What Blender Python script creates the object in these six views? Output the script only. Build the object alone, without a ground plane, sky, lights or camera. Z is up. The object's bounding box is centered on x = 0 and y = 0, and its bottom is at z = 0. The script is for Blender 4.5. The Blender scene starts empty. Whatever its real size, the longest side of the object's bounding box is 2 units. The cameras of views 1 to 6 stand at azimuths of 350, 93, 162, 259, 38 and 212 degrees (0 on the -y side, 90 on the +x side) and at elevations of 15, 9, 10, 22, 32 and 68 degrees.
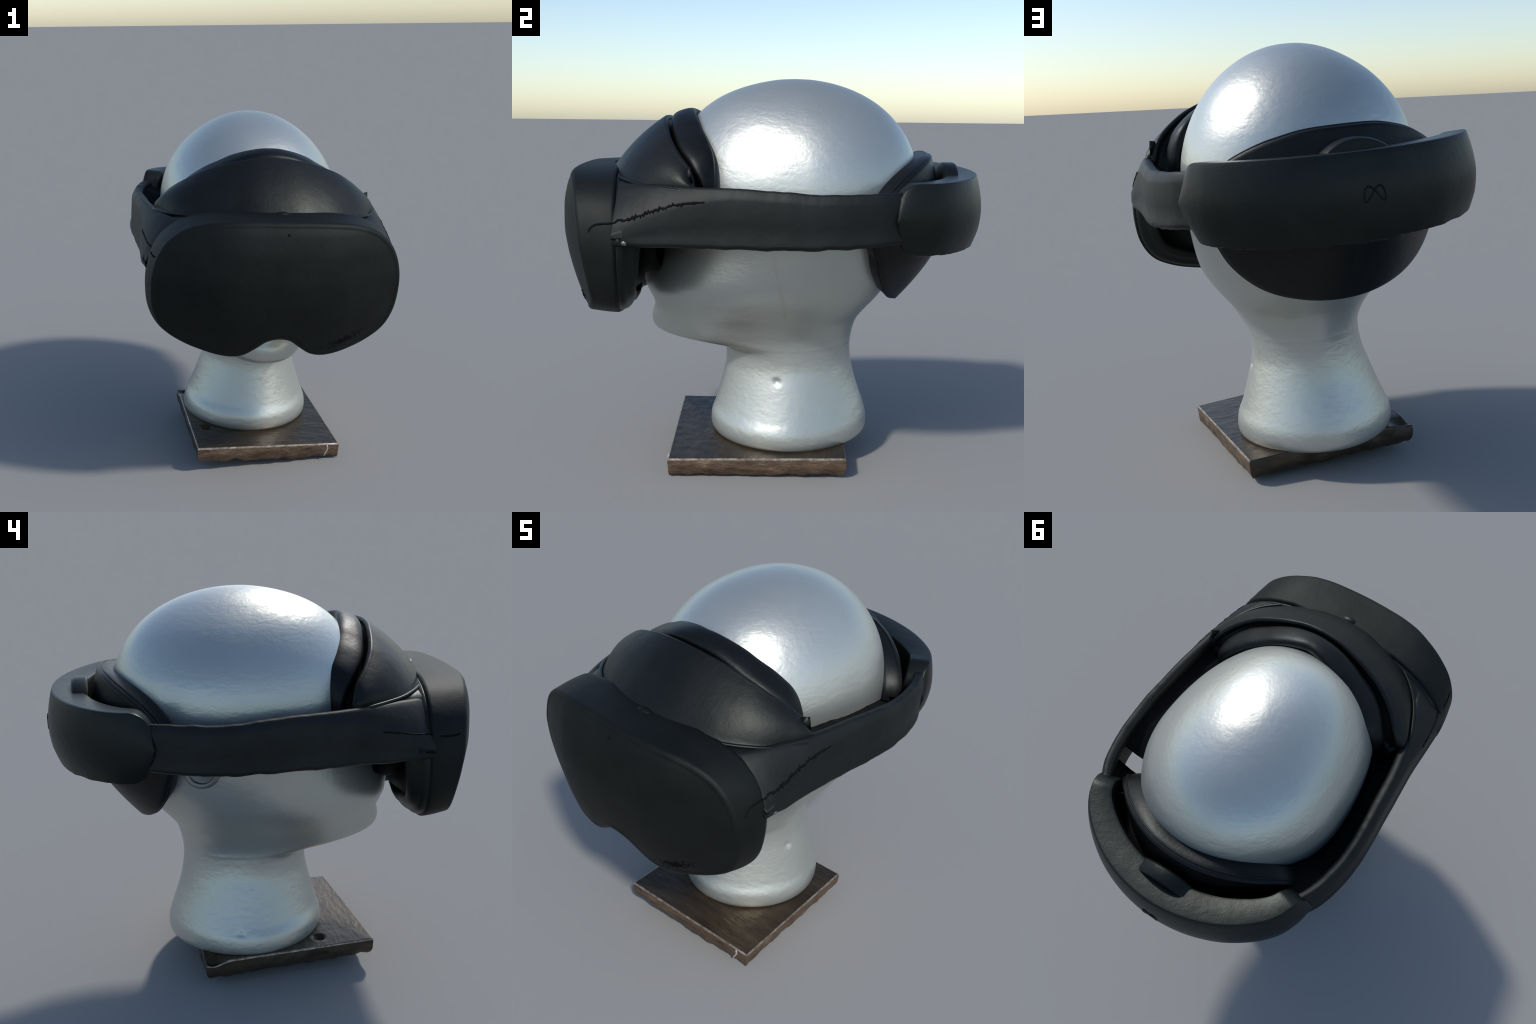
"""Mixed-reality headset resting on a polystyrene display head, on a small wooden board."""
import bpy, math, random
import numpy as np
from mathutils import Vector, noise
from mathutils.bvhtree import BVHTree

random.seed(7)
rng = np.random.default_rng(7)

# ------------------------------------------------------------------ frame
# Everything is modelled upright and symmetric about x = 0 ("local"), then the
# whole arrangement leans: its left side (-x) stands about 3.2 degrees higher.
LEAN = math.radians(3.2)
PIVOT = np.array([0.0, 0.0, 1.25])
ROT = np.array([[math.cos(LEAN), 0, math.sin(LEAN)],
                [0, 1, 0],
                [-math.sin(LEAN), 0, math.cos(LEAN)]])


SHIFT = np.array([0.0, 0.0, 0.0])


def to_world(p):
    return (np.asarray(p, float) - PIVOT) @ ROT.T + PIVOT + SHIFT


# ------------------------------------------------------------------ maths helpers
def pchip(xs, ys):
    """Shape-preserving cubic through (xs, ys); ys may be vectors."""
    x = np.asarray(xs, float)
    y = np.asarray(ys, float)
    flat = y.ndim == 1
    if flat:
        y = y[:, None]
    h = np.diff(x)[:, None]
    d = np.diff(y, axis=0) / h
    m = np.zeros_like(y)
    m[0], m[-1] = d[0], d[-1]
    if len(x) > 2:
        w1 = 2 * h[1:] + h[:-1]
        w2 = h[1:] + 2 * h[:-1]
        ok = d[:-1] * d[1:] > 0
        with np.errstate(divide='ignore', invalid='ignore'):
            hm = (w1 + w2) / (w1 / d[:-1] + w2 / d[1:])
        m[1:-1] = np.where(ok, hm, 0)

    def f(q):
        q = np.asarray(q, float)
        s = q.shape
        q = np.clip(q.ravel(), x[0], x[-1])
        i = np.clip(np.searchsorted(x, q, side='right') - 1, 0, len(x) - 2)
        hh = h[i]
        t = ((q - x[i])[:, None]) / hh
        r = ((2 * t**3 - 3 * t**2 + 1) * y[i] + (t**3 - 2 * t**2 + t) * hh * m[i]
             + (-2 * t**3 + 3 * t**2) * y[i + 1] + (t**3 - t**2) * hh * m[i + 1])
        return r[:, 0].reshape(s) if flat else r.reshape(s + (y.shape[1],))
    return f


def smooth_curve(pts, n, closed=False):
    """Catmull-Rom through the points, resampled to n points of equal spacing."""
    p = np.asarray(pts, float)
    if closed:
        q = np.vstack([p[-1], p, p[0], p[1]])
    else:
        q = np.vstack([2 * p[0] - p[1], p, 2 * p[-1] - p[-2]])
    out = []
    t = np.linspace(0, 1, 24, endpoint=False)[:, None]
    for i in range(len(q) - 3):
        a, b, c, d = q[i:i + 4]
        out.append(0.5 * ((2 * b) + (c - a) * t + (2 * a - 5 * b + 4 * c - d) * t**2
                          + (3 * b - a - 3 * c + d) * t**3))
    out = np.vstack(out + [q[-2][None]])
    s = np.r_[0, np.cumsum(np.linalg.norm(np.diff(out, axis=0), axis=1))]
    u = np.linspace(0, s[-1], n, endpoint=not closed)
    return np.stack([np.interp(u, s, out[:, k]) for k in range(out.shape[1])], 1)


def mirrored(half):
    """Curve given from x = 0 outwards -> full curve from +x to -x."""
    h = np.asarray(half, float)
    m = h[1:] * np.array([-1, 1, 1])
    return np.vstack([h[::-1], m])


def fbm(p, scale, octaves=3):
    v = Vector(p) * scale
    return noise.fractal(v, 1.0, 2.0, octaves)


# ------------------------------------------------------------------ mesh helpers
def new_object(name, verts, faces, material, parent=None, smooth=True, world=True, angle=None):
    v = to_world(verts) if world else np.asarray(verts, float)
    me = bpy.data.meshes.new(name)
    me.from_pydata([tuple(a) for a in v], [], faces)
    me.validate()
    me.update()
    if smooth:
        me.polygons.foreach_set('use_smooth', [True] * len(me.polygons))
        if angle is not None:
            me.set_sharp_from_angle(angle=math.radians(angle))
    me.materials.append(material)
    ob = bpy.data.objects.new(name, me)
    bpy.context.scene.collection.objects.link(ob)
    if parent is not None:
        ob.parent = parent
        ob.matrix_parent_inverse = parent.matrix_world.inverted()
    return ob


def grid_faces(rows, cols, wrap_cols=False, wrap_rows=False, start=0, flip=False):
    f = []
    for i in range(rows if wrap_rows else rows - 1):
        for j in range(cols if wrap_cols else cols - 1):
            a = start + i * cols + j
            b = start + i * cols + (j + 1) % cols
            c = start + ((i + 1) % rows) * cols + (j + 1) % cols
            d = start + ((i + 1) % rows) * cols + j
            f.append((a, d, c, b) if flip else (a, b, c, d))
    return f


def loft(rings, closed_ring=True, cap_ends=True, flip=False):
    """rings: (rows, cols, 3).  Returns verts, faces; caps are triangle fans."""
    r = np.asarray(rings, float)
    rows, cols = r.shape[:2]
    verts = list(r.reshape(-1, 3))
    faces = grid_faces(rows, cols, wrap_cols=closed_ring, flip=flip)
    if cap_ends:
        for k, base in ((0, 0), (rows - 1, (rows - 1) * cols)):
            c = len(verts)
            verts.append(r[k].mean(0))
            for j in range(cols):
                a, b = base + j, base + (j + 1) % cols
                tri = (c, b, a) if (k == 0) != flip else (c, a, b)
                faces.append(tri)
    return np.array(verts), faces


def tube(path, radius, sides=12, squash=1.0, up=(0, 0, 1), taper=True):
    p = np.asarray(path, float)
    n = len(p)
    t = np.gradient(p, axis=0)
    t /= np.linalg.norm(t, axis=1)[:, None]
    u = np.cross(t, np.asarray(up, float))
    u /= np.linalg.norm(u, axis=1)[:, None] + 1e-9
    w = np.cross(u, t)
    r = np.broadcast_to(np.asarray(radius, float), (n,)).copy()
    if taper:
        e = np.minimum(np.arange(n), np.arange(n)[::-1]) / max(2, n * 0.06)
        r *= np.sqrt(np.clip(1 - (1 - np.clip(e, 0, 1))**2, 0.02, 1))
    a = np.linspace(0, 2 * math.pi, sides, endpoint=False)
    rings = (p[:, None] + r[:, None, None] * (np.cos(a)[None, :, None] * u[:, None]
             + squash * np.sin(a)[None, :, None] * w[:, None]))
    return loft(rings)


# ------------------------------------------------------------------ materials
def material(name):
    m = bpy.data.materials.new(name)
    m.use_nodes = True
    nt = m.node_tree
    nt.nodes.clear()
    out = nt.nodes.new('ShaderNodeOutputMaterial')
    bs = nt.nodes.new('ShaderNodeBsdfPrincipled')
    nt.links.new(bs.outputs[0], out.inputs[0])
    co = nt.nodes.new('ShaderNodeTexCoord')
    return m, nt, bs, co


def add_noise(nt, co, scale, detail=4, rough=0.55, stretch=None):
    n = nt.nodes.new('ShaderNodeTexNoise')
    n.inputs['Scale'].default_value = scale
    n.inputs['Detail'].default_value = detail
    n.inputs['Roughness'].default_value = rough
    if stretch:
        mp = nt.nodes.new('ShaderNodeMapping')
        mp.inputs['Scale'].default_value = stretch
        nt.links.new(co.outputs['Object'], mp.inputs[0])
        nt.links.new(mp.outputs[0], n.inputs['Vector'])
    else:
        nt.links.new(co.outputs['Object'], n.inputs['Vector'])
    return n


def add_ramp(nt, src, stops):
    r = nt.nodes.new('ShaderNodeValToRGB')
    while len(r.color_ramp.elements) < len(stops):
        r.color_ramp.elements.new(0.5)
    for e, (pos, col) in zip(r.color_ramp.elements, stops):
        e.position = pos
        e.color = col if len(col) == 4 else (*col, 1)
    nt.links.new(src, r.inputs[0])
    return r


def add_bump(nt, bs, src, strength, distance, prev=None):
    b = nt.nodes.new('ShaderNodeBump')
    b.inputs['Strength'].default_value = strength
    b.inputs['Distance'].default_value = distance
    nt.links.new(src, b.inputs['Height'])
    if prev is not None:
        nt.links.new(prev.outputs[0], b.inputs['Normal'])
    nt.links.new(b.outputs[0], bs.inputs['Normal'])
    return b


def math_node(nt, op, a, b=None, clamp=False):
    n = nt.nodes.new('ShaderNodeMath')
    n.operation = op
    n.use_clamp = clamp
    for i, v in enumerate((a, b)):
        if v is None:
            continue
        if isinstance(v, (int, float)):
            n.inputs[i].default_value = v
        else:
            nt.links.new(v, n.inputs[i])
    return n.outputs[0]


def mix_color(nt, fac, a, b, mode='MIX'):
    n = nt.nodes.new('ShaderNodeMix')
    n.data_type = 'RGBA'
    n.blend_type = mode
    for sock, v in ((n.inputs[0], fac), (n.inputs[6], a), (n.inputs[7], b)):
        if isinstance(v, (int, float)):
            sock.default_value = v
        elif isinstance(v, tuple):
            sock.default_value = (*v, 1) if len(v) == 3 else v
        else:
            nt.links.new(v, sock)
    return n.outputs[2]


def dark_plastic(name, base, rough, grain=0.25, vary=0.18, grain_scale=160):
    m, nt, bs, co = material(name)
    n1 = add_noise(nt, co, 5, 4)
    lo = tuple(c * (1 - vary) for c in base)
    hi = tuple(c * (1 + vary) for c in base)
    r = add_ramp(nt, n1.outputs['Fac'], [(0.3, lo), (0.7, hi)])
    nt.links.new(r.outputs[0], bs.inputs['Base Color'])
    bs.inputs['Roughness'].default_value = rough
    bs.inputs['Metallic'].default_value = 0.78
    n2 = add_noise(nt, co, grain_scale, 2)
    n3 = add_noise(nt, co, 22, 3)
    b = add_bump(nt, bs, n3.outputs['Fac'], 0.25, 0.006)
    add_bump(nt, bs, n2.outputs['Fac'], grain, 0.0012, b)
    return m


def foam_material():
    m, nt, bs, co = material('polystyrene_foam')
    big = add_noise(nt, co, 2.2, 4)
    base = add_ramp(nt, big.outputs['Fac'], [(0.3, (0.485, 0.500, 0.462)), (0.7, (0.540, 0.552, 0.512))])
    # faint yellowish stains, mostly running down the right-hand mould line
    sep = nt.nodes.new('ShaderNodeSeparateXYZ')
    nt.links.new(co.outputs['Object'], sep.inputs[0])
    wob = add_noise(nt, co, 9, 3)
    line = math_node(nt, 'ADD', sep.outputs['Y'], math_node(nt, 'MULTIPLY', wob.outputs['Fac'], 0.05))
    line = math_node(nt, 'ADD', line, math_node(nt, 'MULTIPLY', sep.outputs['Z'], 0.17))
    near = math_node(nt, 'SUBTRACT', 1.0, math_node(nt, 'MULTIPLY', math_node(
        nt, 'ABSOLUTE', math_node(nt, 'SUBTRACT', line, 0.235)), 55), clamp=True)
    side = math_node(nt, 'GREATER_THAN', sep.outputs['X'], 0.0)
    patch = add_ramp(nt, add_noise(nt, co, 6, 4).outputs['Fac'], [(0.42, (0, 0, 0)), (0.62, (1, 1, 1))])
    fac = math_node(nt, 'MULTIPLY', math_node(nt, 'MULTIPLY', near, side), patch.outputs[0])
    low = math_node(nt, 'MULTIPLY', math_node(nt, 'SUBTRACT', 1.3, sep.outputs['Z']), 4.0, clamp=True)
    fac = math_node(nt, 'MULTIPLY', math_node(nt, 'MULTIPLY', fac, low), 0.42)
    col = mix_color(nt, fac, base.outputs[0], (0.45, 0.38, 0.25))
    nt.links.new(col, bs.inputs['Base Color'])
    bs.inputs['Roughness'].default_value = 0.375
    bs.inputs['Metallic'].default_value = 0.72
    # bead cells, dents and pits
    vor = nt.nodes.new('ShaderNodeTexVoronoi')
    vor.inputs['Scale'].default_value = 62
    nt.links.new(co.outputs['Object'], vor.inputs['Vector'])
    b1 = add_bump(nt, bs, vor.outputs['Distance'], 0.05, 0.003)
    n2 = add_noise(nt, co, 26, 4, 0.55)
    b2 = add_bump(nt, bs, n2.outputs['Fac'], 0.09, 0.008, b1)
    n3 = add_noise(nt, co, 38, 3, 0.5, stretch=(1, 1, 2.0))
    pits = add_ramp(nt, n3.outputs['Fac'], [(0.26, (0, 0, 0)), (0.52, (1, 1, 1))])
    add_bump(nt, bs, pits.outputs[0], 0.11, 0.003, b2)
    return m


def wood_materials():
    m, nt, bs, co = material('dark_stained_wood')
    n = add_noise(nt, co, 7, 5, 0.6, stretch=(0.6, 2.2, 1))
    r = add_ramp(nt, n.outputs['Fac'], [(0.3, (0.036, 0.025, 0.015)), (0.55, (0.060, 0.042, 0.026)),
                                        (0.75, (0.088, 0.060, 0.037))])
    nt.links.new(r.outputs[0], bs.inputs['Base Color'])
    bs.inputs['Roughness'].default_value = 0.34
    bs.inputs['Metallic'].default_value = 0.6
    n2 = add_noise(nt, co, 26, 4, 0.6, stretch=(0.5, 1.6, 1))
    add_bump(nt, bs, n2.outputs['Fac'], 0.5, 0.008)

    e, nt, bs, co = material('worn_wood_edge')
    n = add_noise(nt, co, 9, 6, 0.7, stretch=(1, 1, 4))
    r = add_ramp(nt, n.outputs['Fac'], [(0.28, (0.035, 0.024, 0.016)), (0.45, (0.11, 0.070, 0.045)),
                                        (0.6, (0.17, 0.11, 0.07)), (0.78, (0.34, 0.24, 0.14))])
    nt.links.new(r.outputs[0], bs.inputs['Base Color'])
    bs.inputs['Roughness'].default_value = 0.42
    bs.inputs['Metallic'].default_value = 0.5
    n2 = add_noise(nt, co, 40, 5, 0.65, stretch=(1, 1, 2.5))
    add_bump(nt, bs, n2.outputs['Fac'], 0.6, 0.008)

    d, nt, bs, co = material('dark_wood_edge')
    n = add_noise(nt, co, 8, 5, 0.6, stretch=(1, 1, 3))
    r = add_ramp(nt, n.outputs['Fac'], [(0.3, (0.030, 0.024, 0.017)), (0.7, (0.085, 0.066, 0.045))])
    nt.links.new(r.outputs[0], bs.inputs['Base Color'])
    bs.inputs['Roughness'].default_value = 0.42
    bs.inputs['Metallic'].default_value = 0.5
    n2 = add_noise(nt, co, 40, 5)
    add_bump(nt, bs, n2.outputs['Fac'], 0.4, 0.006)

    w, nt, bs, co = material('sheen_lightened_edge')
    n = add_noise(nt, co, 28, 5, 0.7)
    r = add_ramp(nt, n.outputs['Fac'], [(0.30, (0.09, 0.065, 0.045)), (0.52, (0.26, 0.21, 0.16)), (0.72, (0.50, 0.45, 0.38))])
    nt.links.new(r.outputs[0], bs.inputs['Base Color'])
    bs.inputs['Roughness'].default_value = 0.32
    bs.inputs['Metallic'].default_value = 0.6

    p, nt, bs, co = material('worn_pale_paint')
    n = add_noise(nt, co, 30, 4)
    r = add_ramp(nt, n.outputs['Fac'], [(0.3, (0.22, 0.17, 0.15)), (0.7, (0.42, 0.37, 0.34))])
    nt.links.new(r.outputs[0], bs.inputs['Base Color'])
    bs.inputs['Roughness'].default_value = 0.6
    return m, e, d, p, w


FOAM = foam_material()
SHELL = dark_plastic('satin_black_shell', (0.0180, 0.0210, 0.0192), 0.42)
PLATE = dark_plastic('matt_black_front', (0.0140, 0.0162, 0.0148), 0.60)
RUBBER = dark_plastic('soft_black_gasket', (0.0190, 0.0208, 0.0194), 0.46)
CUSHION = dark_plastic('black_cushion', (0.0150, 0.0165, 0.0168), 0.44)
STRAP = dark_plastic('black_strap', (0.0210, 0.0230, 0.0225), 0.55)
GLINT_BEAD = dark_plastic('pale_glint_bead', (0.20, 0.20, 0.195), 0.36)
EMBLEM = dark_plastic('pressed_emblem', (0.009, 0.010, 0.010), 0.5)
RING = dark_plastic('grey_ring', (0.22, 0.23, 0.23), 0.45)
BLACK = dark_plastic('deep_black', (0.004, 0.004, 0.004), 0.7)
WOOD, WOOD_EDGE, WOOD_DARK, PAINT, PAINTED_SHEEN = wood_materials()


def root(name, label, category, loc):
    e = bpy.data.objects.new(name, None)
    e.location = loc
    e.empty_display_size = 0.1
    bpy.context.scene.collection.objects.link(e)
    e['label'] = label
    e['category'] = category
    bpy.context.view_layer.update()
    return e


# ================================================================== display head
# horizontal sections: z, front y, back y, half width, y of greatest width
HEAD_ROWS = [
    (0.114, -0.272, 0.436, 0.326, 0.08), (0.119, -0.294, 0.458, 0.348, 0.08),
    (0.133, -0.309, 0.473, 0.361, 0.08), (0.156, -0.316, 0.480, 0.363, 0.08), (0.190, -0.315, 0.479, 0.359, 0.08),
    (0.260, -0.293, 0.462, 0.331, 0.09), (0.340, -0.270, 0.434, 0.302, 0.09),
    (0.420, -0.250, 0.409, 0.276, 0.09), (0.500, -0.236, 0.393, 0.253, 0.08),
    (0.548, -0.238, 0.388, 0.248, 0.07), (0.578, -0.272, 0.388, 0.248, 0.06),
    (0.595, -0.365, 0.389, 0.250, 0.055), (0.610, -0.480, 0.391, 0.252, 0.045),
    (0.627, -0.560, 0.393, 0.256, 0.035), (0.648, -0.600, 0.397, 0.264, 0.025),
    (0.672, -0.617, 0.402, 0.277, 0.02), (0.715, -0.617, 0.416, 0.304, 0.02),
    (0.768, -0.608, 0.455, 0.348, 0.03), (0.815, -0.620, 0.497, 0.384, 0.04),
    (0.860, -0.638, 0.533, 0.417, 0.05), (0.910, -0.635, 0.565, 0.446, 0.06),
    (1.000, -0.615, 0.620, 0.478, 0.10), (1.100, -0.585, 0.655, 0.499, 0.13),
    (1.200, -0.560, 0.677, 0.510, 0.15), (1.300, -0.560, 0.690, 0.514, 0.17),
    (1.400, -0.552, 0.693, 0.508, 0.17), (1.500, -0.522, 0.680, 0.486, 0.17),
    (1.590, -0.472, 0.645, 0.448, 0.16), (1.670, -0.412, 0.592, 0.396, 0.15),
    (1.740, -0.344, 0.524, 0.332, 0.13), (1.795, -0.262, 0.444, 0.262, 0.11),
    (1.838, -0.160, 0.348, 0.188, 0.10), (1.866, -0.050, 0.246, 0.112, 0.10),
    (1.878, 0.035, 0.160, 0.048, 0.098), (1.880, 0.090, 0.104, 0.006, 0.097),
]
_rows = np.array(HEAD_ROWS)
_s = np.r_[0, np.cumsum(np.linalg.norm(np.diff(_rows[:, :4], axis=0), axis=1))]
head_at_arc = pchip(_s, _rows)
head_at_z = pchip(_rows[:, 0], _rows[:, 1:])


# roundness of the front half of each section (2 = ellipse) and sideways drift of the axis
front_fullness = pchip([0.1, 0.2, 0.5, 0.56, 0.60, 0.67, 0.80, 1.1, 1.25, 1.36, 1.9],
                       [1.95, 1.9, 1.85, 1.8, 2.0, 2.2, 2.1, 1.62, 1.9, 2.2, 2.2])
back_fullness = pchip([0.1, 0.4, 0.6, 0.8, 1.9], [1.9, 1.86, 1.92, 2.0, 2.0])
head_drift = pchip([0.1, 0.5, 0.65, 0.9, 1.2, 1.4, 1.6, 1.9], [0.006, 0.010, 0.012, 0.002, -0.003, -0.010, -0.016, -0.017])
HEAD_YAW = 0.040


def head_section(row, phi):
    """Point of a section at angle phi (0 = back, pi = front)."""
    z, yf, yb, w, ym = row
    s, c = math.sin(phi), math.cos(phi)
    p = float(back_fullness(z)) if c > 0 else float(front_fullness(z))
    e = 2.0 / p
    x = w * math.copysign(abs(s)**e, s)
    ln = (yb - ym) if c > 0 else (ym - yf)
    y = ym + ln * math.copysign(abs(c)**e, c)
    if c < 0 and 0.60 < z < 1.35:
        # nose, lips and hollow of the cheeks
        nose = 0.085 * math.exp(-((z - 1.00) / 0.085)**2) * math.exp(-(x / 0.055)**2)
        lips = 0.010 * math.exp(-((z - 0.865) / 0.028)**2) * math.exp(-(x / 0.10)**2)
        dip = 0.009 * math.exp(-((z - 0.770) / 0.03)**2) * math.exp(-(x / 0.14)**2)
        eyes = 0.045 * math.exp(-((z - 1.13) / 0.08)**2) * math.exp(-((abs(x) - 0.17) / 0.10)**2)
        y += -nose - lips + dip + eyes
    return (x + float(head_drift(z)) + HEAD_YAW * (y - 0.1) * min(1.0, max(0.0, (z - 0.5) / 0.3)), y, z)


def head_back_y(x, z):
    yf, yb, w, ym = head_at_z(np.array([z]))[0]
    return ym + (yb - ym) * math.sqrt(max(0.0, 1 - min(1, abs(x) / w)**2))


def build_head():
    top = root('foam_display_head', 'silvery white polystyrene mannequin head with flared neck', 'mannequin head',
               to_world([0, 0.08, 0.12]))
    rows, cols = 420, 200
    ss = np.linspace(0, _s[-1], rows)
    ph = np.linspace(0, 2 * math.pi, cols, endpoint=False)
    R = head_at_arc(ss)
    rings = np.array([[head_section(r, a) for a in ph] for r in R])
    # light smoothing along the profile, keeps the jaw from creasing
    keep = np.clip((rings[1:-1, :, 2:3] - 0.30) / 0.15, 0, 1)
    for k in range(16):
        soft = 0.5 * rings[1:-1] + 0.25 * (rings[:-2] + rings[2:])
        wgt = keep if k > 2 else 1.0
        rings[1:-1] = rings[1:-1] * (1 - wgt) + soft * wgt
    v, f = loft(rings)
    # hand-sized dents and the faint mould seam
    nrm = v - np.array([0, 0.07, 1.0]) * np.array([1, 1, 0]) - np.array([0, 0, 1]) * v[:, 2:3]
    ln = np.linalg.norm(nrm, axis=1)[:, None] + 1e-6
    d = np.array([0.0006 * fbm(p, 7, 2) + 0.0006 * fbm(p + 7.0, 40, 2) for p in v])
    v = v + nrm / ln * d[:, None] * np.clip(ln / 0.2, 0, 1)
    for c, rad, depth in (((0.30, 0.03, 0.455), 0.016, 0.010), ((-0.31, 0.16, 0.22), 0.014, 0.006)):
        dd = np.linalg.norm(v - np.array(c) - 0, axis=1)
        near = np.argsort(dd)[:1]
        dd = np.linalg.norm(v - v[near[0]], axis=1)
        v = v - nrm / ln * (depth * np.exp(-(dd / rad)**2))[:, None]
    vw = to_world(v)
    full = bpy.data.meshes.new('whole')
    full.from_pydata([tuple(a) for a in vw], [], f)
    full.update()
    full.polygons.foreach_set('use_smooth', [True] * len(full.polygons))
    normals = np.array([n.vector for n in full.vertex_normals])
    parts = {'neck': [], 'head': []}
    for face in f:
        c = v[list(face)].mean(0)
        parts['neck' if c[2] < 0.562 + 0.06 * max(0, c[1]) else 'head'].append(face)
    for name, faces in parts.items():
        used = sorted({i for fc in faces for i in fc})
        idx = {o: k for k, o in enumerate(used)}
        ob = new_object(name, vw[used], [tuple(idx[i] for i in fc) for fc in faces], FOAM, top, world=False)
        ob.data.normals_split_custom_set_from_vertices([tuple(normals[i]) for i in used])
    bpy.data.meshes.remove(full)
    return top


# ================================================================== headset
HEADSET = None
# goggle outline of the front plate, right half, from top centre to nose notch
FRONT_HALF = [(0.0, 1.468), (0.12, 1.468), (0.25, 1.463), (0.355, 1.450), (0.458, 1.416), (0.538, 1.354),
              (0.586, 1.275), (0.610, 1.185), (0.614, 1.085), (0.598, 0.985), (0.547, 0.900), (0.45, 0.842),
              (0.33, 0.803), (0.235, 0.786), (0.165, 0.796), (0.11, 0.830), (0.055, 0.870), (0.0, 0.882)]
dome_x = pchip([-.18, 0, .18, .29, .39, .45, .50, .54, .575, .615, .65, .75],
               [.008, 0, .008, .027, .066, .095, .122, .144, .164, .187, .21, .28])
dome_z = pchip([.70, .80, .90, 1.0, 1.1, 1.2, 1.3, 1.4, 1.46, 1.52],
               [-.853, -.892, -.933, -.965, -.988, -1.0, -.997, -.978, -.950, -.915])


def front_y(x, z):
    return dome_z(z) + dome_x(np.abs(x - VISOR_OFFSET))


VISOR_OFFSET = -0.007                      # the goggle sits slightly off centre


def outline(n):
    h = np.array([(a, b) for a, b in FRONT_HALF])
    full = np.vstack([h, (h * [-1, 1])[1:-1][::-1]]) + [VISOR_OFFSET, 0]
    c = smooth_curve(np.c_[full[:, 0], np.zeros(len(full)), full[:, 1]], n, closed=True)
    return c[:, [0, 2]]


def outline_normals(o):
    t = np.roll(o, -1, 0) - np.roll(o, 1, 0)
    nn = np.c_[-t[:, 1], t[:, 0]]
    nn /= np.linalg.norm(nn, axis=1)[:, None]
    c = o - np.array([0, 1.16])
    nn *= np.sign((nn * c).sum(1))[:, None]
    k = np.array([1, 4, 6, 4, 1]) / 16
    for _ in range(3):
        nn = sum(w * np.roll(nn, s, 0) for w, s in zip(k, range(-2, 3)))
    return nn / np.linalg.norm(nn, axis=1)[:, None]


def build_visor():
    n = 360
    o = outline(n)
    nn = outline_normals(o)
    centre = np.array([0, 1.18])
    front_edge = front_y(o[:, 0], o[:, 1])
    side = np.clip((np.abs(o[:, 0]) - 0.30) / 0.3, 0, 1)
    seam = -0.715 + 0.05 * side                                  # back edge of the cover

    def ring(off, y):
        p = o + nn * np.asarray(off)[..., None] if np.ndim(off) else o + nn * off
        return np.c_[p[:, 0], np.broadcast_to(y, (n,)), p[:, 1]]

    rings = []
    rr = 0.026 + 0.034 * np.exp(-(o[:, 0] / 0.13)**2) * (o[:, 1] < 1.1)      # edge radius
    inset = o - nn * rr[:, None]
    edge_y = front_y(inset[:, 0], inset[:, 1])
    for s in np.linspace(0.0, 0.99, 52)[1:]:
        p = centre + (inset - centre) * s
        y = front_y(p[:, 0], p[:, 1])
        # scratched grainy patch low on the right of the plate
        gx, gz = (p[:, 0] - 0.31) / 0.085, (p[:, 1] - 0.865) / 0.030
        w = np.exp(-(gx**2 + gz**2))
        y = y + w * np.array([0.006 * noise.noise(Vector((a * 110, 0, b * 160))) for a, b in p])
        rings.append(np.c_[p[:, 0], y, p[:, 1]])
    for a in np.linspace(0, math.pi / 2, 8):                     # rounded front edge
        rings.append(ring(-rr + rr * math.sin(a), edge_y + rr * (1 - math.cos(a))))
    flare = 0.008 + 0.010 * side
    for t in np.linspace(0.08, 1, 14):
        rings.append(ring(flare * math.sin(t * math.pi / 2), (edge_y + rr) * (1 - t) + seam * t))
    # the seam groove, then the rear housing stepping in to a flat back
    rings.append(ring(flare - 0.004, seam + 0.003))
    rings.append(ring(flare - 0.010, seam + 0.010))
    cover = np.array(rings)
    v, f = loft(cover)
    # weld the fan centre onto the dome
    v[len(v) - 2] = (0, front_y(0.0, 1.18), 1.18)
    new_object('front_cover', v, f, PLATE, HEADSET)

    body = []
    upper = np.clip((o[:, 1] - 1.2) / 0.2, 0, 1)
    steps = [(-0.010, 0.006, 0), (-0.011, 0.014, 0), (-0.016, 0.028, 0), (-0.028, 0.040, 0), (-0.044, 0.046, 0),
             (-0.052, 0.064, 0), (-0.072, 0.076, 0), (-0.095, 0.078, 0), (-0.105, 0.055, 1)]
    deep = np.clip((o[:, 1] - 0.93) / 0.25, 0, 1) * np.clip((1.50 - o[:, 1]) / 0.25, 0, 1)
    for k, (off, back, _) in enumerate(steps):
        b = ring(flare * (1 if back < 0.06 else 0.6) + off, seam + back + deep * 0.025 * np.clip((k - 4) / 2, 0, 1))
        body.append(b)
    for s in (0.7, 0.4, 0.1):
        p = centre + (o - centre) * s
        body.append(np.c_[p[:, 0], np.full(n, -0.635), p[:, 1]])
    v, f = loft(np.array(body))
    new_object('rear_housing', v, f, SHELL, HEADSET)

    # two lens barrels and the nose shield, seen only from below
    for sx in (1, -1):
        rings = []
        a = np.linspace(0, 2 * math.pi, 48, endpoint=False)
        for r, y in ((0.175, -0.63), (0.172, -0.560), (0.160, -0.535), (0.135, -0.530), (0.115, -0.56), (0.05, -0.58)):
            rings.append(np.c_[sx * 0.215 + r * np.cos(a), np.full(48, y), 1.14 + r * np.sin(a)])
        v, f = loft(np.array(rings))
        new_object('lens_barrel', v, f, BLACK, HEADSET)
    return


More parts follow.
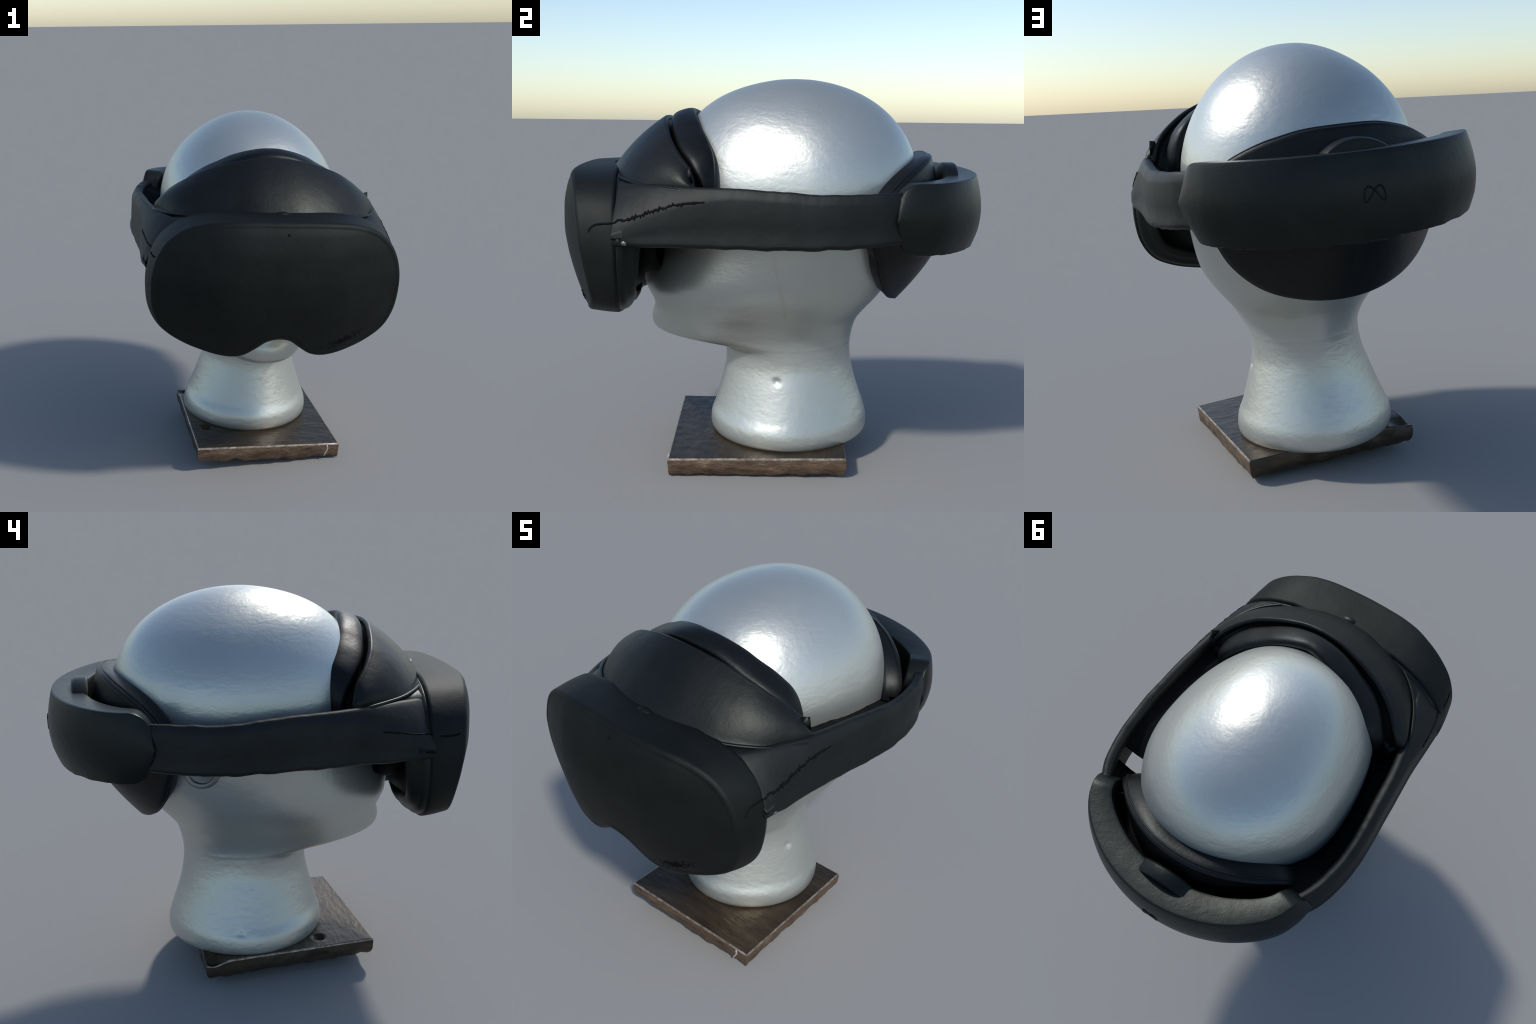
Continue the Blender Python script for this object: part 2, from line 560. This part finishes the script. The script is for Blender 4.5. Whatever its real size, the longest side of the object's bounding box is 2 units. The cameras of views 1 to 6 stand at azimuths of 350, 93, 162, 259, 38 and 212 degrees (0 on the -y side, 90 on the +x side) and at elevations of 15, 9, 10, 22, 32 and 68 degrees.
# face hood (gasket) between the visor and the forehead
HOOD_BASE = [(0, -.775, 1.462), (.115, -.768, 1.460), (.21, -.744, 1.454), (.30, -.711, 1.448), (.375, -.666, 1.443),
             (.443, -.610, 1.438), (.50, -.540, 1.430), (.545, -.450, 1.423), (.570, -.385, 1.418), (.582, -.33, 1.41)]
HOOD_RIM = [(0, -.534, 1.700), (.10, -.528, 1.694), (.20, -.508, 1.675), (.275, -.490, 1.651), (.35, -.467, 1.622),
            (.411, -.438, 1.588), (.470, -.400, 1.548), (.515, -.360, 1.508), (.540, -.338, 1.470), (.560, -.318, 1.415)]
PAD_FRONT = [(0, -.490, 1.690), (.11, -.482, 1.680), (.20, -.466, 1.645), (.27, -.447, 1.612), (.335, -.424, 1.582),
             (.385, -.396, 1.550), (.425, -.362, 1.517), (.455, -.332, 1.480), (.475, -.303, 1.440), (.482, -.29, 1.38),
             (.485, -.285, 1.33)]
PAD_INNER = [(0, -.388, 1.722), (.062, -.378, 1.716), (.175, -.348, 1.684), (.237, -.325, 1.651), (.298, -.298, 1.617),
             (.342, -.276, 1.584), (.382, -.258, 1.550), (.410, -.248, 1.508), (.428, -.244, 1.460), (.438, -.245, 1.40),
             (.44, -.25, 1.33)]


def pad_frame(m):
    front, inner = smooth_curve(mirrored(PAD_FRONT), m), smooth_curve(mirrored(PAD_INNER), m)
    mid = (front + inner) / 2
    t = np.gradient(mid, axis=0)
    out = np.cross(t, front - inner)
    out /= np.linalg.norm(out, axis=1)[:, None]
    if out[m // 2][2] < 0:
        out = -out
    return front, inner, mid, out


def build_hood():
    m = 160
    base = smooth_curve(mirrored(HOOD_BASE), m)
    rim = smooth_curve(mirrored(HOOD_RIM), m)
    tang = np.gradient(base, axis=0)
    nrm = np.cross(rim - base, tang)
    nrm /= np.linalg.norm(nrm, axis=1)[:, None]
    if nrm[m // 2][1] > 0:
        nrm = -nrm
    rows = []
    for t in np.linspace(-0.06, 1, 26):
        rows.append(base + (rim - base) * t + nrm * (0.018 * 4 * max(t, 0) * (1 - t)))
    inw = rim - base
    inw /= np.linalg.norm(inw, axis=1)[:, None]
    for a in np.linspace(0.25, math.pi, 7):
        rows.append(rim + inw * 0.012 * math.sin(a) - nrm * 0.014 * (1 - math.cos(a)))
    # the lining dips into a shallow trough that meets the forehead pad
    front, inner, mid, out = pad_frame(m)
    sunk = front - out * 0.028
    start = rows[-1]
    for t in np.linspace(0.15, 1, 8):
        rows.append(start * (1 - t) + sunk * t - out * 0.012 * math.sin(math.pi * t))
    for t in np.linspace(0.2, 1, 6):
        rows.append(sunk * (1 - t) + (base - nrm * 0.05 + np.array([0, 0.05, -0.03])) * t)
    rows = np.array(rows).transpose(1, 0, 2)
    v, f = loft(rows)
    new_object('face_hood', v, f, RUBBER, HEADSET)
    # raised lip that frames the hood where it enters the visor
    front2 = base
    off = np.cross(np.gradient(base, axis=0), np.array([0, 0, 1.0]))
    off /= np.linalg.norm(off, axis=1)[:, None]
    if off[m // 2][1] > 0:
        off = -off
    v, f = tube(front2 + off * 0.014 + np.array([0, 0, -0.006]), 0.009, 14, squash=0.9)
    new_object('hood_lip', v, f, SHELL, HEADSET)
    # deck joining the hood to the goggle and the straps
    deck = []
    reach = np.clip((-0.50 - base[:, 1]) / 0.16, 0.12, 1.0)[:, None]
    for t, dz in ((-0.03, -0.012), (0.0, -0.008), (0.03, -0.012), (0.07, -0.024), (0.11, -0.050), (0.12, -0.09)):
        deck.append(base + off * t * reach + np.array([0, 0, dz]))
    for t, dz in ((0.10, -0.10), (-0.03, -0.06)):
        deck.append(base + off * t * reach + np.array([0, 0, dz]))
    v, f = loft(np.array(deck).transpose(1, 0, 2))
    new_object('visor_deck', v, f, SHELL, HEADSET)
    # small thumb tab at the middle of the lip
    u = np.linspace(0, math.pi, 17)
    w = np.linspace(0, 2 * math.pi, 32, endpoint=False)
    g = np.array([[(0.006 + 0.045 * math.sin(a) * math.cos(b), -0.776 + 0.026 * math.sin(a) * math.sin(b),
                    1.462 + 0.022 * math.cos(a)) for b in w] for a in u[1:-1]])
    v, f = loft(g)
    new_object('thumb_tab', v, f, SHELL, HEADSET)


def build_forehead_pad():
    m = 140
    front, inner, mid, out = pad_frame(m)
    half = (front - inner) / 2
    k = np.abs(np.linspace(-1, 1, m))
    swell = 0.027 * (1 - 0.5 * np.clip((k - 0.7) / 0.3, 0, 1))
    rings = []
    for i in range(m):
        ring = []
        for q in np.linspace(0, 2 * math.pi, 36, endpoint=False):
            ca, sa = math.cos(q), math.sin(q)
            ring.append(mid[i] + half[i] * 1.04 * math.copysign(abs(ca)**0.75, ca)
                        + out[i] * (swell[i] if sa > 0 else 0.05) * math.copysign(abs(sa)**0.85, sa))
        rings.append(ring)
    v, f = loft(np.array(rings))
    new_object('forehead_pad', v, f, CUSHION, HEADSET)
    # piping seam that runs along the front of the roll
    line = mid + half * 0.72 + out * swell[:, None] * 0.66
    v, f = tube(line, 0.004, 8)
    new_object('pad_piping', v, f, CUSHION, HEADSET)


# ---- side straps: cross-sections along y, right-hand side
strap_outer = pchip([-.70, -.6, -.5, -.38, -.28, -.1, 0, .1, .2, .3, .4, .5, .62],
                    [.624, .636, .640, .644, .650, .662, .668, .675, .678, .674, .660, .634, .570])
strap_top = pchip([-.7, -.5, -.38, -.28, -.06, .1, .25, .4, .62], [1.412, 1.424, 1.422, 1.420, 1.418, 1.410, 1.400, 1.405, 1.410])
strap_bot = pchip([-.7, -.4, -.1, .2, .4, .62], [1.172, 1.168, 1.170, 1.176, 1.186, 1.200])
# how far the shoulder leans in towards the hood: x inset of the top edge, drop of the shoulder
strap_inset = pchip([-.70, -.66, -.58, -.48, -.38, -.28, -.15, .62], [.19, .165, .125, .085, .055, .038, .028, .022])
strap_drop = pchip([-.70, -.58, -.48, -.38, -.28, -.15, .62], [.20, .165, .125, .09, .068, .05, .04])


def strap_section(y, sx):
    xo, zt, zb = float(strap_outer(y)), float(strap_top(y)), float(strap_bot(y))
    xo += -0.010 * min(1.0, max(0.0, (0.1 - y) / 0.3)) * min(1.0, max(0.0, (y + 0.66) / 0.2)) if sx > 0 else 0.012 * min(1.0, max(0.0, (-0.30 - y) / 0.3))
    lip = min(1.0, max(0.0, (y + 0.62) / 0.06))
    ins, drop = float(strap_inset(y)), float(strap_drop(y))
    thick = 0.058
    jt = 0.004 * fbm((sx * 3.0, y * 1.0, 0.3), 9, 3) * np.clip((y + 0.3) / 0.2, 0, 1)
    jb = 0.004 * fbm((sx * 5.0, y * 1.0, 2.3), 11, 3)
    zt += jt + 0.008 * sx
    zb += jb
    pts = [(xo - 0.030, zb + 0.002), (xo - 0.010, zb - 0.001), (xo - 0.001 + 0.006 * lip, zb + 0.010), (xo + 0.006 * lip, zb + 0.022), (xo, zb + 0.038),
           (xo, (zb + zt - drop) / 2), (xo - 0.002, zt - drop)]
    for a in (0.2, 0.4, 0.6, 0.8, 0.93):                   # shoulder rolling in
        pts.append((xo - 0.002 - ins * a**1.20, zt - drop * (1 - a)**1.20))
    xi = xo - ins - 0.003
    pts += [(xi - 0.006, zt + 0.0005), (xi - 0.030, zt - 0.004), (xi - 0.040, zt - 0.018)]
    xin = min(xi - 0.036, xo - thick)
    pts += [(xin, zt - 0.07), (xo - thick, (zt + zb) / 2), (xo - thick + 0.004, zb + 0.03), (xo - thick + 0.014, zb + 0.006)]
    return [(sx * a, y, b) for a, b in pts]


def build_straps():
    out = []
    for sx in (1, -1):
        ys = np.linspace(-0.672, 0.61, 240)
        rings = np.array([strap_section(y, sx) for y in ys])
        v, f = loft(rings, flip=(sx < 0))
        ob = new_object('side_strap', v, f, STRAP, HEADSET)
        out.append(ob)
    return out


def build_strap_linings():
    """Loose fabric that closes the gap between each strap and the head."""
    level = {1: pchip([-.5, .2, .40, .6], [1.345, 1.335, 1.285, 1.25]), -1: pchip([-.5, 0, .3, .45, .6], [1.275, 1.27, 1.275, 1.33, 1.34])}
    yf, yb, w, ym = head_at_z(np.array([1.20]))[0]
    for sx, y0, y1 in ((1, -0.46, 0.375), (1, 0.455, 0.57), (-1, -0.46, 0.57)):
        rows = []
        for y in np.linspace(y0, y1, 60):
            t = (y - ym) / ((yb - ym) if y > ym else (ym - yf))
            hx = w * max(0.0, 1 - abs(t)**2.1)**0.5 - 0.02
            xo = float(strap_outer(y)) - 0.055
            wave = 0.010 * fbm((y, sx, 0.0), 8, 3)
            z = float(level[sx](y)) + wave
            ring = [(xo, max(z + 0.035, 1.355)), (xo - 0.010, z + 0.035), (xo * 0.6 + hx * 0.4, z + 0.010), (hx, z)]
            rows.append([(sx * a, y, b) for a, b in ring] + [(sx * a, y, b - 0.008) for a, b in ring[::-1]])
        v, f = loft(np.array(rows))
        new_object('strap_lining', v, f, BLACK, HEADSET)


# ---- rear band
BAND_PLAN = [(0, .999), (.15, .984), (.287, .943), (.396, .887), (.495, .812), (.563, .733), (.601, .647), (.624, .555)]


def build_rear_band():
    m = 220
    plan = smooth_curve(mirrored([(a, b, 0) for a, b in BAND_PLAN]), m)
    t = np.gradient(plan, axis=0)
    t /= np.linalg.norm(t, axis=1)[:, None]
    out = np.cross(t, np.array([0, 0, 1.0]))
    if out[m // 2][1] < 0:
        out = -out
    s = np.r_[0, np.cumsum(np.linalg.norm(np.diff(plan, axis=0), axis=1))]
    k = np.abs(s / s[-1] * 2 - 1)
    end = np.minimum(s, s[-1] - s)
    ztop = 1.446 + 0.010 * k**2
    zbot = 1.111 + 0.030 * k**1.5
    thick = 0.180 - 0.060 * k**2
    cut = np.sqrt(np.clip(1 - (1 - np.clip(end / 0.125, 0, 1))**2.4, 0.0, 1))
    cut = 0.10 + 0.90 * cut
    rings = []
    for i in range(m):
        zc = (ztop[i] + zbot[i]) / 2 + 0.0
        h = (ztop[i] - zbot[i]) / 2 * cut[i]
        th = thick[i]
        jag = 0.004 * fbm((s[i], 1.7, 0.0), 14, 3)
        prof = []
        for z in np.linspace(-1, 1, 15):                       # bulged outer face
            prof.append((-0.027 * abs(z)**1.7 - 0.020 * np.clip(-z - 0.55, 0, 1), z * (h - 0.006) + (jag if z < -0.8 else 0)))
        prof += [(-0.029, h - 0.002), (-0.034, h), (-0.040, h), (-th + 0.02, h - 0.004), (-th + 0.006, h - 0.010), (-th, h - 0.024),
                 (-th, 0.0), (-th, -h + 0.03), (-th + 0.02, -h + 0.010), (-0.05, -h + 0.002 + jag)]
        rings.append([plan[i] + out[i] * a + np.array([0, 0, zc + b]) for a, b in prof])
    v, f = loft(np.array(rings))
    new_object('rear_band', v, f, SHELL, HEADSET, angle=38)

    # web that closes the space between the band and the cradle
    inner = plan - out * (thick[:, None] - 0.02)
    sel = (plan[:, 1] > 0.60)
    strip = []
    for i in np.where(sel)[0]:
        a_, b_ = inner[i], plan[i] - out[i] * (thick[i] + 0.15)
        strip.append([(a_[0], a_[1], 1.285), (b_[0], b_[1], 1.265), (b_[0], b_[1], 1.235), (a_[0], a_[1], 1.255)])
    v, f = loft(np.array(strip))
    new_object('band_web', v, f, BLACK, HEADSET)

    # tightening dial showing above the band, half sunk in it
    a = np.linspace(0, 2 * math.pi, 90, endpoint=False)
    rings = [np.c_[r * np.cos(a), np.full(90, y), 1.290 + r * np.sin(a)]
             for r, y in ((0.18, 0.800), (0.193, 0.803), (0.200, 0.812), (0.200, 0.862), (0.194, 0.874), (0.18, 0.878))]
    v, f = loft(np.array(rings))
    new_object('adjustment_dial', v, f, SHELL, HEADSET, angle=30)

    # looped emblem pressed into the middle of the band
    q = np.linspace(0, 2 * math.pi, 120, endpoint=False)
    w, h = 0.042, 0.032
    lx = w * np.sin(q)
    lz = h * np.sin(2 * q) * (0.75 + 0.0 * q) + 0.012 * np.cos(2 * q)
    pts = np.c_[lx, np.full(120, 0.9985), 1.292 + lz]
    pts[:, 1] -= 0.42 * lx**2
    pts = np.vstack([pts, pts[:2]])
    v, f = tube(pts, 0.0034, 8, squash=0.7, up=(0, 1, 0), taper=False)
    new_object('loop_emblem', v, f, EMBLEM, HEADSET)


# ---- padded cradle behind the skull
cradle_plan = pchip([0, .17, .25, .37, .45, .50, .56], [.655, .645, .612, .532, .455, .395, .30])


def cradle_y(x, z):
    """Front face of the cradle: on the skull, but flatter across its upper corners."""
    h = head_back_y(x, z)
    up = min(1.0, max(0.0, (z - 1.15) / 0.15))
    return max(h, h * (1 - up) + up * float(cradle_plan(abs(x))))


def build_cradle():
    m = 160
    ang = np.linspace(0, 2 * math.pi, m, endpoint=False)
    cz = 1.178
    hug, edge, crest = [], [], []
    for a in ang:
        ca, sa = math.cos(a), math.sin(a)
        up = min(1.0, max(0.0, sa * 2.5 + 0.4))
        hw = 0.410 + 0.060 * up
        hh = 0.330 if sa > 0 else 0.302
        e = 2.0 / (2.0 + 0.7 * up)
        x, z = hw * math.copysign(abs(ca)**e, ca), cz + hh * math.copysign(abs(sa)**e, sa)
        y = cradle_y(x, z)
        e = 0.010
        gx = (cradle_y(x + e, z) - cradle_y(x - e, z)) / (2 * e)
        gz = (cradle_y(x, z + e) - cradle_y(x, z - e)) / (2 * e)
        nv = np.array([-gx, 1, -gz])
        nv /= np.linalg.norm(nv)
        rad = np.array([ca, 0, sa])
        p = np.array([x, y, z])
        hug.append(p - nv * 0.012 + rad * 0.012)
        crest.append(p + nv * 0.040 + rad * 0.016)
        edge.append(p + nv * 0.084 + rad * 0.008 * abs(ca))
    for lst in (hug, crest, edge):                      # even out the rim
        q = np.array(lst)
        for _ in range(6):
            q = 0.5 * q + 0.25 * (np.roll(q, 1, 0) + np.roll(q, -1, 0))
        lst[:] = list(q)
    hug, crest, edge = map(np.array, (hug, crest, edge))
    rows = []
    apex = np.array([0, 0.825, 1.18])
    for r in np.linspace(0.05, 1, 30):
        p = edge.copy()
        p[:, 0] *= r**0.93
        p[:, 2] = cz + (edge[:, 2] - cz) * r
        p[:, 1] = apex[1] - (apex[1] - edge[:, 1]) * r**(1.45 + 0.45 * np.abs(np.cos(ang)))
        rows.append(p)
    # rounded roll that touches the head (quadratic arc edge -> crest -> hug)
    for t in np.linspace(0.1, 1, 12):
        ctrl = 2 * crest - 0.5 * (edge + hug)
        rows.append((1 - t)**2 * edge + 2 * t * (1 - t) * ctrl + t * t * hug)
    v, f = loft(np.array(rows))
    new_object('rear_cradle', v, f, CUSHION, HEADSET)
    line = edge * 0.5 + crest * 0.5
    ctrl = 2 * crest - 0.5 * (edge + hug)
    line = 0.49 * edge + 0.42 * ctrl + 0.09 * hug
    line = np.vstack([line, line[:2]])
    v, f = tube(line, 0.0045, 8, taper=False)
    new_object('cradle_piping', v, f, CUSHION, HEADSET)


def build_small_parts():
    # pale bead modelling the specular glint at the right strap's front tip
    u = np.linspace(0, math.pi, 13)[1:-1]
    w = np.linspace(0, 2 * math.pi, 24, endpoint=False)
    g = np.array([[(0.622 + 0.013 * math.sin(a) * math.cos(b), -0.612 + 0.022 * math.sin(a) * math.sin(b),
                    1.187 + 0.014 * math.cos(a)) for b in w] for a in u])
    v, f = loft(g)
    new_object('strap_glint_bead', v, f, GLINT_BEAD, HEADSET)
    # ring of the speaker pad lying on the left temple, half hidden by the strap
    q = np.linspace(0, 2 * math.pi, 60)
    c = np.array([-0.490, 0.345, 1.150])
    ring = np.array([c + 0.072 * (math.cos(a) * np.array([0.30, 0.95, 0]) + math.sin(a) * np.array([-0.10, 0, 1.0])) for a in q])
    v, f = tube(ring, 0.014, 12, squash=0.6, up=(1, 0.3, 0), taper=False)
    new_object('speaker_ring', v, f, RING, HEADSET)


def build_marks(targets):
    """Cracks, the sensor dot: dark lines laid on the finished surfaces."""
    dg = bpy.context.evaluated_depsgraph_get()
    trees = [BVHTree.FromObject(o, dg) for o in targets]

    def drop(origin, direction):
        best = None
        for t in trees:
            h = t.ray_cast(Vector(origin), Vector(direction))
            if h[0] is not None and (best is None or h[3] < best[3]):
                best = h
        return None if best is None else np.array(best[0])

    def crack(path, sx, width, spiky, name):
        c = smooth_curve([(0, y, z) for y, z in path], 150)
        pts, rad = [], []
        for i, p in enumerate(c):
            w = to_world([sx * 0.66, p[1], p[2]])
            z = w[2] + (0.010 * random.uniform(-1, 1) if spiky(p[1]) and i % 2 else 0)
            h = drop((sx * 2.0, w[1], z), (-sx, 0, 0))
            if h is None:
                continue
            pts.append(h + np.array([-sx * 0.001, 0, 0]))
            rad.append(width * (0.7 + 0.5 * random.random()))
        v, f = tube(np.array(pts), np.array(rad), 8)
        new_object(name, v, f, BLACK, HEADSET, world=False)

    crack([(-.775, 1.225), (-.77, 1.245), (-.74, 1.264), (-.665, 1.272), (-.64, 1.286), (-.60, 1.288), (-.53, 1.314),
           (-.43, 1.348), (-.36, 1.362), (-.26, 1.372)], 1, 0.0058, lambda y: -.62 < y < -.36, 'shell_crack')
    crack([(-.80, 1.262), (-.76, 1.258), (-.70, 1.262)], -1, 0.004, lambda y: False, 'shell_crack')
    crack([(-.67, 1.270), (-.58, 1.285), (-.50, 1.300), (-.42, 1.312)], -1, 0.004, lambda y: False, 'shell_crack')

    # torn corner sticking up at the right end of the hood
    tip = np.array([0.548, -0.338, 1.506])
    base = np.array([[0.500, -0.376, 1.50], [0.545, -0.352, 1.445], [0.560, -0.322, 1.44], [0.535, -0.335, 1.47]])
    mid = base * 0.35 + (tip + np.array([[-.012, -.006, -.004], [.004, -.008, -.012], [.010, .006, -.012], [-.004, .006, -.004]])) * 0.65
    top = tip + np.array([[-.014, -.008, 0.0], [.000, -.008, .002], [.006, .004, .004], [-.006, .004, -.004]])
    v, f = loft(np.array([base, mid, top]))
    new_object('torn_corner', v, f, RUBBER, HEADSET)

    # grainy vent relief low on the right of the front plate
    vv, ff = [], []
    for _ in range(130):
        a, r = random.uniform(0, 2 * math.pi), abs(random.gauss(0, 0.5))
        lx, lz = 0.315 + 0.085 * r * math.cos(a) + 0.02 * math.sin(a) * r, 0.868 + 0.030 * r * math.sin(a) + 0.025 * r * math.cos(a)
        w = to_world([lx, -1.2, lz])
        h = drop((w[0], -1.5, w[2]), (0, 1, 0))
        if h is None:
            continue
        sx_, sz_ = random.uniform(0.0015, 0.0050), random.uniform(0.0010, 0.0024)
        k = len(vv)
        for dy in (0.004, -0.0022):
            for ex, ez in ((-1, -1), (1, -1), (1, 1), (-1, 1)):
                vv.append((h[0] + ex * sx_, h[1] + dy, h[2] + ez * sz_))
        ff += [(k + 4, k + 5, k + 6, k + 7), (k, k + 1, k + 5, k + 4), (k + 1, k + 2, k + 6, k + 5),
               (k + 2, k + 3, k + 7, k + 6), (k + 3, k, k + 4, k + 7)]
    ob = new_object('vent_relief', vv, ff, BLACK, HEADSET, smooth=False, world=False)
    ob['kind'] = 'stuff'

    w = to_world([0.0, -1.2, 1.412])
    h = drop((w[0], -1.5, w[2]), (0, 1, 0))
    a = np.linspace(0, 2 * math.pi, 20, endpoint=False)
    rings = [np.c_[h[0] + r * np.cos(a), np.full(20, h[1] + y), h[2] + r * np.sin(a)]
             for r, y in ((0.0075, 0.004), (0.0075, -0.0012), (0.004, -0.0015))]
    v, f = loft(np.array(rings))
    new_object('sensor_dot', v, f, BLACK, HEADSET, world=False)


def build_headset():
    global HEADSET
    HEADSET = root('mixed_reality_headset', 'matt black goggle headset with padded rear band', 'VR headset',
                   to_world([0, 0, 0.79]))
    build_visor()
    build_hood()
    build_forehead_pad()
    straps = build_straps()
    build_strap_linings()
    build_rear_band()
    build_cradle()
    build_small_parts()
    bpy.context.view_layer.update()
    build_marks([o for o in HEADSET.children if o.name.split('.')[0] in ('front_cover', 'rear_housing', 'side_strap')])


# ================================================================== wooden board
def build_board():
    top = root('wooden_board', 'small square dark stained wooden board with worn edges', 'wooden base', (0.0, -0.06, 0.0))
    # top corners in world space (front right, front left, back left, back right) and the thickness
    FR, FL = np.array([.392, -.474, .090]), np.array([-.398, -.514, .151])
    BR, BL = np.array([.354, .374, .104]), np.array([-.440, .345, .148])
    nu, nv = 120, 120

    def top_pt(u, v):
        return (FL * (1 - u) + FR * u) * (1 - v) + (BL * (1 - u) + BR * u) * v

    def perimeter(inset):
        a, b = inset, 1 - inset
        e = np.linspace(a, b, nu, endpoint=False)
        uv = ([(t, a) for t in e] + [(b, t) for t in e] + [(a + b - t, b) for t in e] + [(a, a + b - t) for t in e])
        return uv
    uvs = perimeter(0.0)
    n = len(uvs)
    down = np.array([-0.035, 0.0, -1.0])
    verts, faces = [], []
    # top surface grid
    g = 90
    for i in range(g + 1):
        for j in range(g + 1):
            u, v = 0.008 + 0.984 * j / g, 0.008 + 0.984 * i / g
            p = top_pt(u, v)
            p = p + np.array([0, 0, 0.0012 * fbm(p, 18, 3)])
            # knot hole near the front-left corner
            d = math.hypot(p[0] + 0.318, p[1] + 0.250)
            p[2] -= 0.022 * math.exp(-(d / 0.026)**4)
            # chipped, burnt-looking back-left corner
            d2 = math.hypot((p[0] + 0.40) / 1.0, (p[1] - 0.31) / 1.0)
            p[2] -= 0.03 * math.exp(-(d2 / 0.05)**2)
            verts.append(p)
    tf = grid_faces(g + 1, g + 1)
    new_object('top_face', verts, tf, WOOD, top, world=False)

    rows = []
    thick = 0.088
    for k, (ins, depth) in enumerate(((0.008, 0.0), (0.0045, 0.0010), (0.0015, 0.0040), (0.0, 0.0095), (-0.001, 0.02), (-0.001, 0.035), (0.0, 0.05),
                                      (0.003, 0.065), (0.010, 0.078), (0.022, thick))):
        ring = []
        for (u, v) in uvs:
            uu, vv = ins + (1 - 2 * ins) * u, ins + (1 - 2 * ins) * v
            p = top_pt(uu, vv) + down * depth * (1 + (0.12 * v if u < 0.5 else 0.0) * (1 - 2 * min(u, 0.5)))
            rough = fbm(p, 14, 4)
            lower = min(1, depth / 0.06)
            c = np.array([-0.02, -0.07, 0])
            dirn = (p - c) * np.array([1, 1, 0])
            dirn /= np.linalg.norm(dirn)
            p = p + dirn * 0.007 * rough * lower
            p[2] += 0.010 * fbm(p + 3, 16, 3) * (lower if k >= 7 else 0)
            d2 = math.hypot(p[0] + 0.41, p[1] - 0.31)
            p[2] -= 0.03 * math.exp(-(d2 / 0.05)**2) * (1 - depth / thick)
            p[2] = max(p[2], 0.0)
            ring.append(p)
        rows.append(ring)
    rows = np.array(rows)
    # each side is its own strip so that bare and stained faces differ
    q = nu
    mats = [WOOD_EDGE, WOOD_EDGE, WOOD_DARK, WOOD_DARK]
    for sidx in range(4):
        cols = [(sidx * q + j) % n for j in range(q + 1)]
        if sidx in (0, 1, 3):                              # top bevel coloured pale for the specular line along it
            arris = rows[:4, cols]
            new_object('sheen_painted_arris', arris.reshape(-1, 3), grid_faces(4, q + 1, flip=True), PAINTED_SHEEN, top, world=False)
        strip = rows[3 if sidx in (0, 1, 3) else 0:, cols]
        f = grid_faces(strip.shape[0], q + 1, flip=True)
        new_object('board_edge', strip.reshape(-1, 3), f, mats[sidx], top, world=False)
    bottom = rows[-1]
    vb = list(bottom) + [bottom.mean(0)]
    new_object('underside', vb, [(n, j, (j + 1) % n) for j in range(n)], WOOD_DARK, top, world=False)

    # pale scrape across the front edge near the right corner
    pts = []
    for d in np.linspace(0.006, 0.075, 14):
        p = top_pt(0.905 + 0.012 * math.sin(d * 60), 0.0) + down * d
        pts.append(p + np.array([0, -0.0035, 0]))
    v, f = tube(np.array(pts) + np.array([0, 0.002, 0]), 0.0050, 8, up=(1, 0, 0))
    new_object('paint_scrape', v, f, PAINT, top, world=False)


build_head()
build_headset()
build_board()
